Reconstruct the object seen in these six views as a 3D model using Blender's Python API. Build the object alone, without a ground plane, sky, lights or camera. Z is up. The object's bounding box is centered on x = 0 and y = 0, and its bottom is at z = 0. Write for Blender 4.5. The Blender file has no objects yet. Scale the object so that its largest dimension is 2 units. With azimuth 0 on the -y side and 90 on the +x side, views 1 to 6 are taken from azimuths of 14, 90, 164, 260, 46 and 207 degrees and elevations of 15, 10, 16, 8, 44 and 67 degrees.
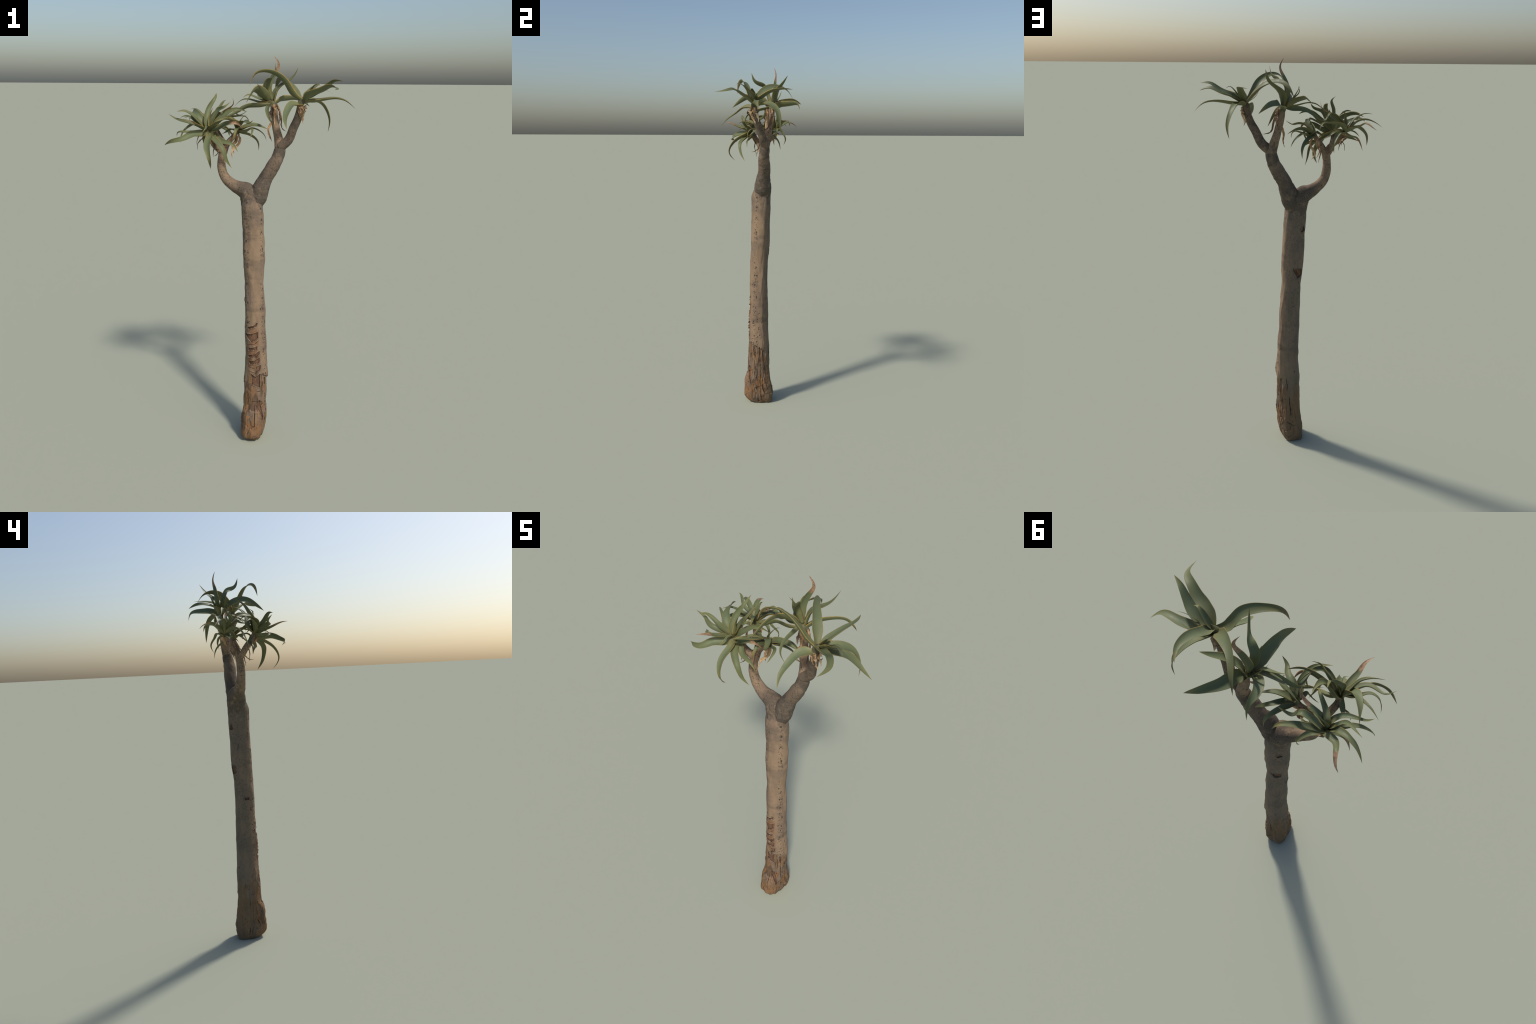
"""A tall tree aloe: bare columnar trunk, a Y of two boughs, five leaf crowns.

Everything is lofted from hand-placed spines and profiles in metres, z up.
"""
import bpy
import math
import numpy as np

rng = np.random.default_rng(7)

# ----------------------------------------------------------------- helpers
TREE_BASE = np.array([-0.045, 0.0, 0.0])


def lattice(seed):
    return np.random.default_rng(seed).uniform(-1, 1, (32, 32, 32))


_LAT = {}


def vnoise(p, seed=0):
    """Smooth value noise in [-1, 1] at points p (n, 3)."""
    if seed not in _LAT:
        _LAT[seed] = lattice(seed)
    g = _LAT[seed]
    i = np.floor(p).astype(int)
    f = p - i
    f = f * f * (3 - 2 * f)
    out = 0
    for dx in (0, 1):
        for dy in (0, 1):
            for dz in (0, 1):
                w = (f[:, 0] if dx else 1 - f[:, 0]) * (f[:, 1] if dy else 1 - f[:, 1]) * (f[:, 2] if dz else 1 - f[:, 2])
                out = out + w * g[(i[:, 0] + dx) % 32, (i[:, 1] + dy) % 32, (i[:, 2] + dz) % 32]
    return out


def smooth(a, b, x):
    t = np.clip((x - a) / (b - a), 0, 1)
    return t * t * (3 - 2 * t)


def spline(points, n):
    """Natural cubic through the points, n samples."""
    P = np.asarray(points, float)
    k = len(P)
    t = np.concatenate([[0], np.cumsum(np.linalg.norm(np.diff(P, axis=0), axis=1) ** 0.5 + 1e-6)])
    t /= t[-1]
    h = np.diff(t)
    M = np.zeros((k, k))
    r = np.zeros((k, 3))
    M[0, 0] = M[-1, -1] = 1
    for i in range(1, k - 1):
        M[i, i - 1], M[i, i], M[i, i + 1] = h[i - 1], 2 * (h[i - 1] + h[i]), h[i]
        r[i] = 6 * ((P[i + 1] - P[i]) / h[i] - (P[i] - P[i - 1]) / h[i - 1])
    m = np.linalg.solve(M, r)
    u = np.linspace(0, 1, n * 4)
    i = np.clip(np.searchsorted(t, u, side="right") - 1, 0, k - 2)
    a, b, H = (t[i + 1] - u)[:, None], (u - t[i])[:, None], h[i][:, None]
    C = m[i] * a**3 / (6 * H) + m[i + 1] * b**3 / (6 * H) + (P[i] / H - m[i] * H / 6) * a + (P[i + 1] / H - m[i + 1] * H / 6) * b
    s = np.concatenate([[0], np.cumsum(np.linalg.norm(np.diff(C, axis=0), axis=1))])
    w = np.linspace(0, s[-1], n)
    return np.stack([np.interp(w, s, C[:, c]) for c in range(3)], 1), s[-1]


def unit(v):
    return v / np.maximum(np.linalg.norm(v, axis=-1, keepdims=True), 1e-9)


def make_object(name, verts, faces, mats, origin, parent, slots=None, parent_at=TREE_BASE):
    me = bpy.data.meshes.new(name)
    me.from_pydata((np.asarray(verts) - origin).tolist(), [], [tuple(f) for f in faces])
    for m in mats:
        me.materials.append(m)
    if slots is not None:
        me.polygons.foreach_set("material_index", np.asarray(slots, np.int32))
    me.polygons.foreach_set("use_smooth", np.ones(len(me.polygons), bool))
    me.update()
    ob = bpy.data.objects.new(name, me)
    bpy.context.scene.collection.objects.link(ob)
    ob.parent = parent
    ob.location = tuple(np.asarray(origin) - parent_at)
    return ob


def ring_faces(rows, cols):
    f = []
    for i in range(rows - 1):
        a = i * cols
        for j in range(cols):
            k = (j + 1) % cols
            f.append((a + j, a + k, a + cols + k, a + cols + j))
    return f


# --------------------------------------------------------------- materials
class Nodes:
    """Tiny wrapper that keeps node graphs readable."""

    def __init__(self, name):
        self.mat = bpy.data.materials.new(name)
        self.mat.use_nodes = True
        self.t = self.mat.node_tree
        self.bsdf = self.t.nodes["Principled BSDF"]
        self.tc = self.t.nodes.new("ShaderNodeTexCoord")
        self.obj = self.tc.outputs["Object"]

    def put(self, sock, v):
        if isinstance(v, bpy.types.NodeSocket):
            self.t.links.new(v, sock)
        elif isinstance(v, (tuple, list)) and len(v) == 3 and sock.type == "RGBA":
            sock.default_value = (*v, 1)
        else:
            sock.default_value = v

    def math(self, op, a, b=0.0, c=0.0, clamp=False):
        n = self.t.nodes.new("ShaderNodeMath")
        n.operation, n.use_clamp = op, clamp
        for s, v in zip(n.inputs, (a, b, c)):
            self.put(s, v)
        return n.outputs[0]

    def band(self, x, lo, hi, to0=0.0, to1=1.0):
        n = self.t.nodes.new("ShaderNodeMapRange")
        n.interpolation_type = "SMOOTHSTEP"
        for s, v in zip(n.inputs, (x, lo, hi, to0, to1)):
            self.put(s, v)
        return n.outputs[0]

    def mix(self, f, a, b, mode="MIX"):
        n = self.t.nodes.new("ShaderNodeMix")
        n.data_type, n.blend_type = "RGBA", mode
        self.put(n.inputs[0], f)
        self.put(n.inputs[6], a)
        self.put(n.inputs[7], b)
        return n.outputs[2]

    def scale(self, v, s, loc=(0, 0, 0)):
        n = self.t.nodes.new("ShaderNodeMapping")
        self.put(n.inputs["Vector"], v)
        n.inputs["Scale"].default_value = s
        n.inputs["Location"].default_value = loc
        return n.outputs[0]

    def noise(self, v, scale, detail=4.0, rough=0.55):
        n = self.t.nodes.new("ShaderNodeTexNoise")
        self.put(n.inputs["Vector"], v)
        n.inputs["Scale"].default_value = scale
        n.inputs["Detail"].default_value = detail
        n.inputs["Roughness"].default_value = rough
        return n.outputs[0]

    def voronoi(self, v, scale, feature="F1"):
        n = self.t.nodes.new("ShaderNodeTexVoronoi")
        n.feature = feature
        self.put(n.inputs["Vector"], v)
        n.inputs["Scale"].default_value = scale
        return n.outputs["Distance"], n.outputs.get("Color")

    def split(self, v):
        n = self.t.nodes.new("ShaderNodeSeparateXYZ")
        self.put(n.inputs[0], v)
        return n.outputs

    def prop(self, name):
        n = self.t.nodes.new("ShaderNodeAttribute")
        n.attribute_type, n.attribute_name = "OBJECT", '["%s"]' % name
        return n.outputs["Fac"]

    def random(self):
        return self.t.nodes.new("ShaderNodeObjectInfo").outputs["Random"]

    def pointiness(self):
        return self.t.nodes.new("ShaderNodeNewGeometry").outputs["Pointiness"]

    def bump(self, h, strength, dist):
        n = self.t.nodes.new("ShaderNodeBump")
        n.inputs["Strength"].default_value = strength
        n.inputs["Distance"].default_value = dist
        self.put(n.inputs["Height"], h)
        self.put(self.bsdf.inputs["Normal"], n.outputs[0])

    def done(self, colour, rough=0.9, spec=0.2):
        self.put(self.bsdf.inputs["Base Color"], colour)
        self.put(self.bsdf.inputs["Roughness"], rough)
        self.put(self.bsdf.inputs["Specular IOR Level"], spec)
        return self.mat

    def dots(self, v, scale, share, size):
        """Round specks: 1 inside a speck. share = share of cells, size = radius in cells."""
        d, c = self.voronoi(v, scale)
        r, g, b = self.split(c)[:3]
        keep = self.math("LESS_THAN", r, share)
        rad = self.math("MULTIPLY", self.math("ADD", g, 0.35), size)
        spot = self.band(d, rad, self.math("MULTIPLY", rad, 0.6))
        return self.math("MULTIPLY", keep, spot)


def trunk_bark():
    n = Nodes("trunk_bark")
    x, y, z = n.split(n.obj)[:3]
    az = n.math("ARCTAN2", x, n.math("MULTIPLY", y, -1.0))
    tall = n.scale(n.obj, (1, 1, 0.28))
    fibre = n.scale(n.obj, (1, 1, 0.07))
    rings = n.scale(n.obj, (0.25, 0.25, 1.0))
    col = n.mix(n.band(n.noise(tall, 14), 0.35, 0.65), TAN_A, TAN_B)
    col = n.mix(n.band(n.noise(rings, 16, 3), 0.52, 0.72), col, (0.145, 0.105, 0.074))
    col = n.mix(n.band(n.noise(fibre, 45), 0.45, 0.8, 0, 0.45), col, (0.31, 0.205, 0.125))
    col = n.mix(n.band(n.noise(n.obj, 60, 5), 0.5, 0.75, 0, 0.35), col, (0.14, 0.105, 0.08))
    # darker, greyer tint on the far side (azimuth beyond about 110 degrees either way)
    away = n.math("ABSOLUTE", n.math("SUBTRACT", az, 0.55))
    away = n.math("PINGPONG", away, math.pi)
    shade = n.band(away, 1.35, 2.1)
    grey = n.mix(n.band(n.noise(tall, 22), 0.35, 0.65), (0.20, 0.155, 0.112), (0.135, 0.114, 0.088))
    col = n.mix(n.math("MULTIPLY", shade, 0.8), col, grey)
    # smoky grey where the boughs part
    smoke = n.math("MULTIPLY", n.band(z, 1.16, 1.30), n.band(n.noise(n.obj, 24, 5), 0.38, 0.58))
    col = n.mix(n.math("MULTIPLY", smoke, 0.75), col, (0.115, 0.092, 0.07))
    blot = n.band(n.noise(n.scale(n.obj, (1, 1, 0.7), (7, 3, 1)), 15, 6), 0.50, 0.66)
    col = n.mix(n.math("MULTIPLY", blot, 0.5), col, (0.15, 0.115, 0.088))
    # orange exposed wood low down, reaching higher on the scarred front
    wob = n.math("MULTIPLY", n.math("SUBTRACT", n.noise(n.scale(n.obj, (1, 1, 0.5)), 22), 0.5), 0.5)
    front = n.band(n.math("ABSOLUTE", n.math("SUBTRACT", az, 0.25)), 1.0, 0.4)
    line = n.math("MULTIPLY_ADD", front, 0.06, 0.34)
    line = n.math("MULTIPLY_ADD", shade, -0.06, line)
    line = n.math("ADD", line, wob)
    low = n.band(z, n.math("ADD", line, 0.04), n.math("SUBTRACT", line, 0.05))
    wood = n.mix(n.band(n.noise(fibre, 40, 5), 0.35, 0.62), (0.255, 0.136, 0.06), (0.19, 0.118, 0.068))
    wood = n.mix(n.band(n.noise(n.scale(n.obj, (1, 1, 0.3)), 30, 4), 0.52, 0.66), wood, (0.19, 0.132, 0.09))
    warp = n.t.nodes.new("ShaderNodeVectorMath")
    warp.operation = "MULTIPLY_ADD"
    wn = n.t.nodes.new("ShaderNodeTexNoise")
    wn.inputs["Scale"].default_value = 30
    n.t.links.new(n.obj, wn.inputs["Vector"])
    n.t.links.new(wn.outputs["Color"], warp.inputs[0])
    warp.inputs[1].default_value = (0.03, 0.03, 0.03)
    n.t.links.new(n.obj, warp.inputs[2])
    _, cell = n.voronoi(n.scale(warp.outputs[0], (1, 1, 0.4)), 34)
    cr, cg, _cb = n.split(cell)[:3]
    wood = n.mix(n.band(cr, 0.6, 0.75, 0, 0.65), wood, (0.265, 0.132, 0.054))
    wood = n.mix(n.band(cg, 0.66, 0.8, 0, 0.6), wood, (0.18, 0.135, 0.098))
    wood = n.mix(n.band(cg, 0.28, 0.15, 0, 0.75), wood, (0.12, 0.076, 0.048))
    wood = n.mix(n.band(n.noise(n.scale(n.obj, (1, 1, 0.2)), 70, 4), 0.55, 0.68, 0, 0.85), wood, (0.085, 0.056, 0.038))
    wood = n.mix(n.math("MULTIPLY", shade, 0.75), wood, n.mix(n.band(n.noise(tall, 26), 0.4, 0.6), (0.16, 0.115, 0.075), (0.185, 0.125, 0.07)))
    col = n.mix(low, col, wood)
    # rusty stain round the front scars
    stain = n.math("MULTIPLY", n.band(n.math("ABSOLUTE", n.math("SUBTRACT", az, 0.1)), 0.75, 0.3), n.band(n.noise(n.obj, 34), 0.36, 0.55))
    stain = n.math("MULTIPLY", stain, n.math("MULTIPLY", n.band(z, 0.68, 0.62), n.band(z, 0.40, 0.45)))
    col = n.mix(n.math("MULTIPLY", stain, 0.85), col, (0.195, 0.097, 0.05))
    # dark lichen specks: two strips facing the light, thick on the greyer far side
    strip = n.band(n.math("ABSOLUTE", n.math("SUBTRACT", az, 1.12)), 0.36, 0.14)
    strip2 = n.band(n.math("ABSOLUTE", n.math("SUBTRACT", az, -0.75)), 0.55, 0.2)
    where = n.math("MAXIMUM", n.math("MAXIMUM", strip, strip2), n.math("MULTIPLY", shade, 0.75))
    where = n.math("MAXIMUM", where, n.math("MULTIPLY", n.band(z, 1.17, 1.25), n.band(n.noise(n.obj, 30, 2), 0.45, 0.6)))
    where = n.math("MULTIPLY", where, n.band(n.noise(n.scale(n.obj, (1, 1, 0.6), (3, 1, 0)), 18, 2), 0.28, 0.48))
    where = n.math("MULTIPLY", where, n.band(z, 0.42, 0.62, 0.35, 1.0))
    dw = n.t.nodes.new("ShaderNodeVectorMath")
    dw.operation = "MULTIPLY_ADD"
    dn = n.t.nodes.new("ShaderNodeTexNoise")
    dn.inputs["Scale"].default_value = 150
    n.t.links.new(n.obj, dn.inputs["Vector"])
    n.t.links.new(dn.outputs["Color"], dw.inputs[0])
    dw.inputs[1].default_value = (0.006, 0.006, 0.006)
    n.t.links.new(n.obj, dw.inputs[2])
    big = n.dots(n.scale(dw.outputs[0], (1, 1, 0.85)), 88, 0.66, 0.46)
    small = n.dots(n.scale(n.obj, (1, 1, 0.85), (5, 2, 1)), 180, 0.7, 0.46)
    big = n.math("MULTIPLY", big, n.math("MULTIPLY_ADD", shade, -0.75, 1.0))
    specks = n.math("MULTIPLY", where, n.math("MAXIMUM", big, n.math("MULTIPLY", small, 0.8)))
    col = n.mix(n.math("MULTIPLY", specks, 0.92), col, (0.042, 0.04, 0.037))
    rare = n.dots(n.scale(n.obj, (1, 1, 0.9), (9, 4, 2)), 60, 0.10, 0.2)
    col = n.mix(n.math("MULTIPLY", rare, 0.8), col, (0.06, 0.055, 0.05))
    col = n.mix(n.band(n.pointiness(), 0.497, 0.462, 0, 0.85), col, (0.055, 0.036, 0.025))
    n.bump(n.noise(n.scale(n.obj, (1, 1, 0.4)), 160, 5), 0.35, 0.002)
    return n.done(col)


def bough_bark(name, dark):
    n = Nodes(name)
    z = n.split(n.obj)[2]
    col = n.mix(n.band(n.noise(n.obj, 20), 0.35, 0.65), TAN_A if not dark else (0.20, 0.145, 0.10), TAN_B if not dark else (0.15, 0.112, 0.08))
    vlen = n.t.nodes.new("ShaderNodeVectorMath")
    vlen.operation = "LENGTH"
    n.t.links.new(n.obj, vlen.inputs[0])
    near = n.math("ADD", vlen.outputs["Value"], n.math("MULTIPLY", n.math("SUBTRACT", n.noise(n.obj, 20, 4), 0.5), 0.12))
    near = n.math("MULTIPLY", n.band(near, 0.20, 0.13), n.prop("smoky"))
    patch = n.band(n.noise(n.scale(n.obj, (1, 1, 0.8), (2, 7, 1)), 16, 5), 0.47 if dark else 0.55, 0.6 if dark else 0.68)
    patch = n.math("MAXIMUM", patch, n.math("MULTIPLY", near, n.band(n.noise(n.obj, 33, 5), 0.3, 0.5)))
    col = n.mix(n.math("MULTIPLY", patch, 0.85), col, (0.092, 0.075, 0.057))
    col = n.mix(n.band(n.noise(n.obj, 55, 5), 0.52, 0.72, 0, 0.5), col, (0.15, 0.115, 0.085))
    where = n.band(n.noise(n.scale(n.obj, (1, 1, 1), (3, 1, 4)), 22, 2), 0.36, 0.52)
    specks = n.math("MAXIMUM", n.dots(n.obj, 105, 0.5, 0.36), n.dots(n.scale(n.obj, (1, 1, 1), (5, 2, 1)), 210, 0.6, 0.46))
    col = n.mix(n.math("MULTIPLY", n.math("MULTIPLY", specks, where), 0.8), col, (0.05, 0.045, 0.04))
    n.bump(n.noise(n.obj, 140, 5), 0.35, 0.002)
    return n.done(col)


def plain_grain(name, a, b, scale, rough=0.9, stretch=(1, 1, 1), bump=0.4):
    n = Nodes(name)
    v = n.scale(n.obj, stretch)
    col = n.mix(n.band(n.noise(v, scale, 5), 0.35, 0.65), a, b)
    n.bump(n.noise(v, scale * 2.5, 4), bump, 0.002)
    return n.done(col, rough)


def leaf_skin(name, underside):
    n = Nodes(name)
    reach = n.prop("reach")
    dry = n.prop("dry_tip")
    vlen = n.t.nodes.new("ShaderNodeVectorMath")
    vlen.operation = "LENGTH"
    n.t.links.new(n.obj, vlen.inputs[0])
    t = n.math("DIVIDE", vlen.outputs["Value"], reach)
    ramp = n.t.nodes.new("ShaderNodeValToRGB")
    n.t.links.new(t, ramp.inputs[0])
    el = ramp.color_ramp.elements
    stops = UNDER if underside else UPPER
    el[0].position, el[0].color = stops[0][0], (*stops[0][1], 1)
    el[1].position, el[1].color = stops[-1][0], (*stops[-1][1], 1)
    for p, c in stops[1:-1]:
        e = el.new(p)
        e.color = (*c, 1)
    col = ramp.outputs[0]
    rnd = n.random()
    col = n.mix(n.band(n.noise(n.obj, 28, 3), 0.4, 0.7, 0, 0.45), col, (0.10, 0.135, 0.075))
    col = n.mix(n.math("MULTIPLY", rnd, 0.35), col, (0.165, 0.17, 0.07))
    col = n.mix(n.band(rnd, 0.4, 1.0, 0, 0.3), col, n.mix(1.0, col, (0.6, 0.65, 0.7), "MULTIPLY"))
    # withered tip: dry_tip is the share of the leaf that has browned
    edge = n.math("SUBTRACT", 1.0, dry)
    edge = n.math("ADD", edge, n.math("MULTIPLY", n.math("SUBTRACT", n.noise(n.obj, 70, 3), 0.5), 0.16))
    gone = n.band(t, n.math("SUBTRACT", edge, 0.035), n.math("ADD", edge, 0.035))
    brown = n.mix(n.band(n.noise(n.obj, 110, 4), 0.35, 0.65), (0.37, 0.225, 0.13), (0.215, 0.13, 0.08))
    col = n.mix(gone, col, brown)
    n.bump(n.noise(n.scale(n.obj, (1, 1, 1)), 90, 3), 0.12, 0.002)
    return n.done(col, n.band(n.noise(n.obj, 40), 0.3, 0.7, 0.48, 0.62), 0.32)


TAN_A, TAN_B = (0.278, 0.193, 0.122), (0.218, 0.153, 0.102)
UPPER = [(0.0, (0.175, 0.165, 0.07)), (0.18, (0.165, 0.175, 0.08)), (0.45, (0.125, 0.152, 0.075)), (0.8, (0.125, 0.14, 0.056)), (1.0, (0.20, 0.165, 0.05))]
UNDER = [(0.0, (0.165, 0.15, 0.062)), (0.3, (0.125, 0.13, 0.052)), (0.8, (0.11, 0.12, 0.05)), (1.0, (0.19, 0.15, 0.05))]

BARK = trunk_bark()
BOUGH = bough_bark("bough_bark", False)
BOUGH_DARK = bough_bark("weathered_bough_bark", True)
SCAR = plain_grain("scar_wood", (0.165, 0.09, 0.052), (0.105, 0.06, 0.038), 60, stretch=(1, 1, 0.3))
RIM = plain_grain("scar_crack", (0.06, 0.038, 0.027), (0.035, 0.025, 0.02), 120)
LEAF_TOP = leaf_skin("leaf_upper_skin", False)
LEAF_UNDER = leaf_skin("leaf_under_skin", True)
MARGIN = plain_grain("leaf_margin", (0.30, 0.205, 0.06), (0.235, 0.185, 0.065), 60, 0.5, bump=0.1)
DRY = plain_grain("withered_leaf", (0.54, 0.365, 0.21), (0.33, 0.195, 0.10), 40, 0.85, (1, 1, 0.25))
PALE = plain_grain("bleached_leaf_sheath", (0.62, 0.46, 0.30), (0.42, 0.27, 0.145), 34, 0.8, (1, 1, 0.25))
DRY_DARK = plain_grain("withered_leaf_dark", (0.24, 0.145, 0.085), (0.13, 0.08, 0.055), 50, 0.85, (1, 1, 0.3))
SHEATH = plain_grain("old_leaf_sheath", (0.23, 0.165, 0.12), (0.14, 0.10, 0.075), 60, 0.85, (1, 1, 0.3))

tree = bpy.data.objects.new("tree_aloe", None)
tree.location = tuple(TREE_BASE)
bpy.context.scene.collection.objects.link(tree)
tree["label"] = "tall bare-trunked tree aloe with five spiky leaf crowns"
tree["category"] = "succulent tree"

# ------------------------------------------------------------------- trunk
# height: centre x, centre y, half width in x, half width in y
TRUNK = {
    0.000: (-0.0505, 0.0110, 0.047, 0.059), 0.003: (-0.0495, 0.0090, 0.050, 0.0625), 0.014: (-0.0465, -0.0040, 0.0555, 0.0760), 0.030: (-0.0429, -0.0108, 0.0600, 0.0855),
    0.060: (-0.0391, -0.0118, 0.0620, 0.0875), 0.100: (-0.0343, -0.0125, 0.0620, 0.0835), 0.140: (-0.0308, -0.0145, 0.0615, 0.0765),
    0.180: (-0.0296, -0.0127, 0.0610, 0.0689), 0.220: (-0.0287, -0.0112, 0.0610, 0.0666), 0.270: (-0.0278, -0.0110, 0.0615, 0.0652),
    0.330: (-0.0264, -0.0110, 0.0620, 0.0618), 0.400: (-0.0221, -0.0118, 0.0610, 0.0591), 0.480: (-0.0238, -0.0126, 0.0569, 0.0586),
    0.560: (-0.0265, -0.0129, 0.0558, 0.0573), 0.640: (-0.0301, -0.0124, 0.0549, 0.0545), 0.720: (-0.0303, -0.0119, 0.0529, 0.0537),
    0.800: (-0.0341, -0.0116, 0.0512, 0.0523), 0.880: (-0.0362, -0.0093, 0.0479, 0.0508), 0.960: (-0.0395, -0.0055, 0.0530, 0.0536),
    1.040: (-0.0421, -0.0031, 0.0567, 0.0557), 1.100: (-0.0435, -0.0016, 0.0563, 0.0554), 1.160: (-0.0461, 0.0000, 0.0539, 0.0552),
    1.200: (-0.0479, 0.0008, 0.0563, 0.0560), 1.240: (-0.0507, 0.0017, 0.0556, 0.0551), 1.275: (-0.0525, 0.0014, 0.0535, 0.0555),
    1.300: (-0.0535, 0.0050, 0.0525, 0.0500), 1.322: (-0.0530, 0.0100, 0.0490, 0.0450), 1.348: (-0.0500, 0.0120, 0.0380, 0.0370), 1.365: (-0.0500, 0.0120, 0.0250, 0.0250),
}
# cut scars (azimuth in degrees from the front (-y) towards +x, height), sunk in with a raised lip
SCARS = [
    [(-31, 0.651), (-4, 0.659), (26, 0.678), (18, 0.658), (-24, 0.638)],
    [(-58, 0.609), (-4, 0.615), (26, 0.629), (26, 0.595), (-11, 0.572)],
    [(-27, 0.537), (20, 0.551), (18, 0.534), (-25, 0.522)],
    [(-32, 0.498), (8, 0.506), (31, 0.526), (31, 0.508), (13, 0.490), (-25, 0.484)],
    [(-32, 0.466), (2, 0.468), (30, 0.489), (27, 0.460), (-23, 0.444)],
    [(12, 0.436), (34, 0.446), (31, 0.416), (11, 0.404)],
    [(-14, 0.392), (12, 0.377), (31, 0.397), (32, 0.320), (-4, 0.337)],
    [(26, 0.240), (36, 0.245), (52, 0.139), (47, 0.127), (38, 0.172), (26, 0.201)],
    [(58, 0.372), (70, 0.352), (64, 0.310), (57, 0.335)],
    [(166, 0.975), (219, 0.968), (227, 0.937), (196, 0.923)],
    [(200, 1.171), (213, 1.197), (227, 1.172), (206, 1.164)],
    [(263, 0.793), (290, 0.794), (286, 0.783), (265, 0.784)],
]
# slits: two ends, half width
SLITS = [
    ((81, 0.235), (85, 0.148), 0.0022), ((76, 0.129), (80, 0.091), 0.0018), ((95, 0.368), (92, 0.266), 0.0022),
    ((118, 0.352), (113, 0.304), 0.0022), ((157, 0.367), (161, 0.289), 0.0012), ((169, 0.256), (176, 0.148), 0.0018),
    ((156, 0.115), (176, 0.098), 0.0014), ((114, 0.129), (120, 0.074), 0.0022), ((252, 1.092), (244, 1.056), 0.0008),
    ((185, 0.968), (212, 0.926), 0.0010), ((252, 0.065), (250, 0.022), 0.0016), ((291, 0.108), (306, 0.078), 0.0016),
    ((47, 0.36), (50, 0.25), 0.0014), ((66, 0.29), (72, 0.17), 0.0014), ((10, 0.22), (14, 0.10), 0.0014), ((-25, 0.30), (-20, 0.19), 0.0010),
    ((-34, 0.556), (4, 0.560), 0.0012), ((4, 0.560), (33, 0.582), 0.0010), ((-38, 0.431), (4, 0.425), 0.0014), ((-30, 0.409), (8, 0.398), 0.0012), ((-44, 0.668), (-22, 0.682), 0.0010), ((18, 0.300), (44, 0.290), 0.0012), ((-6, 0.236), (22, 0.238), 0.0016), ((-30, 0.29), (-26, 0.22), 0.0012),
]


def wrap(a):
    return (a + 180.0) % 360.0 - 180.0


def polygon_distance(px, py, poly):
    """Signed distance (inside negative) to a polygon in the plane."""
    d = np.full(px.shape, 1e9)
    inside = np.zeros(px.shape, bool)
    n = len(poly)
    for i in range(n):
        ax, ay = poly[i]
        bx, by = poly[(i + 1) % n]
        ex, ey = bx - ax, by - ay
        t = np.clip(((px - ax) * ex + (py - ay) * ey) / (ex * ex + ey * ey), 0, 1)
        d = np.minimum(d, np.hypot(px - ax - t * ex, py - ay - t * ey))
        hit = ((ay > py) != (by > py)) & (px < ex * (py - ay) / (ey if abs(ey) > 1e-9 else 1e-9) + ax)
        inside ^= hit
    return np.where(inside, -d, d)


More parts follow.
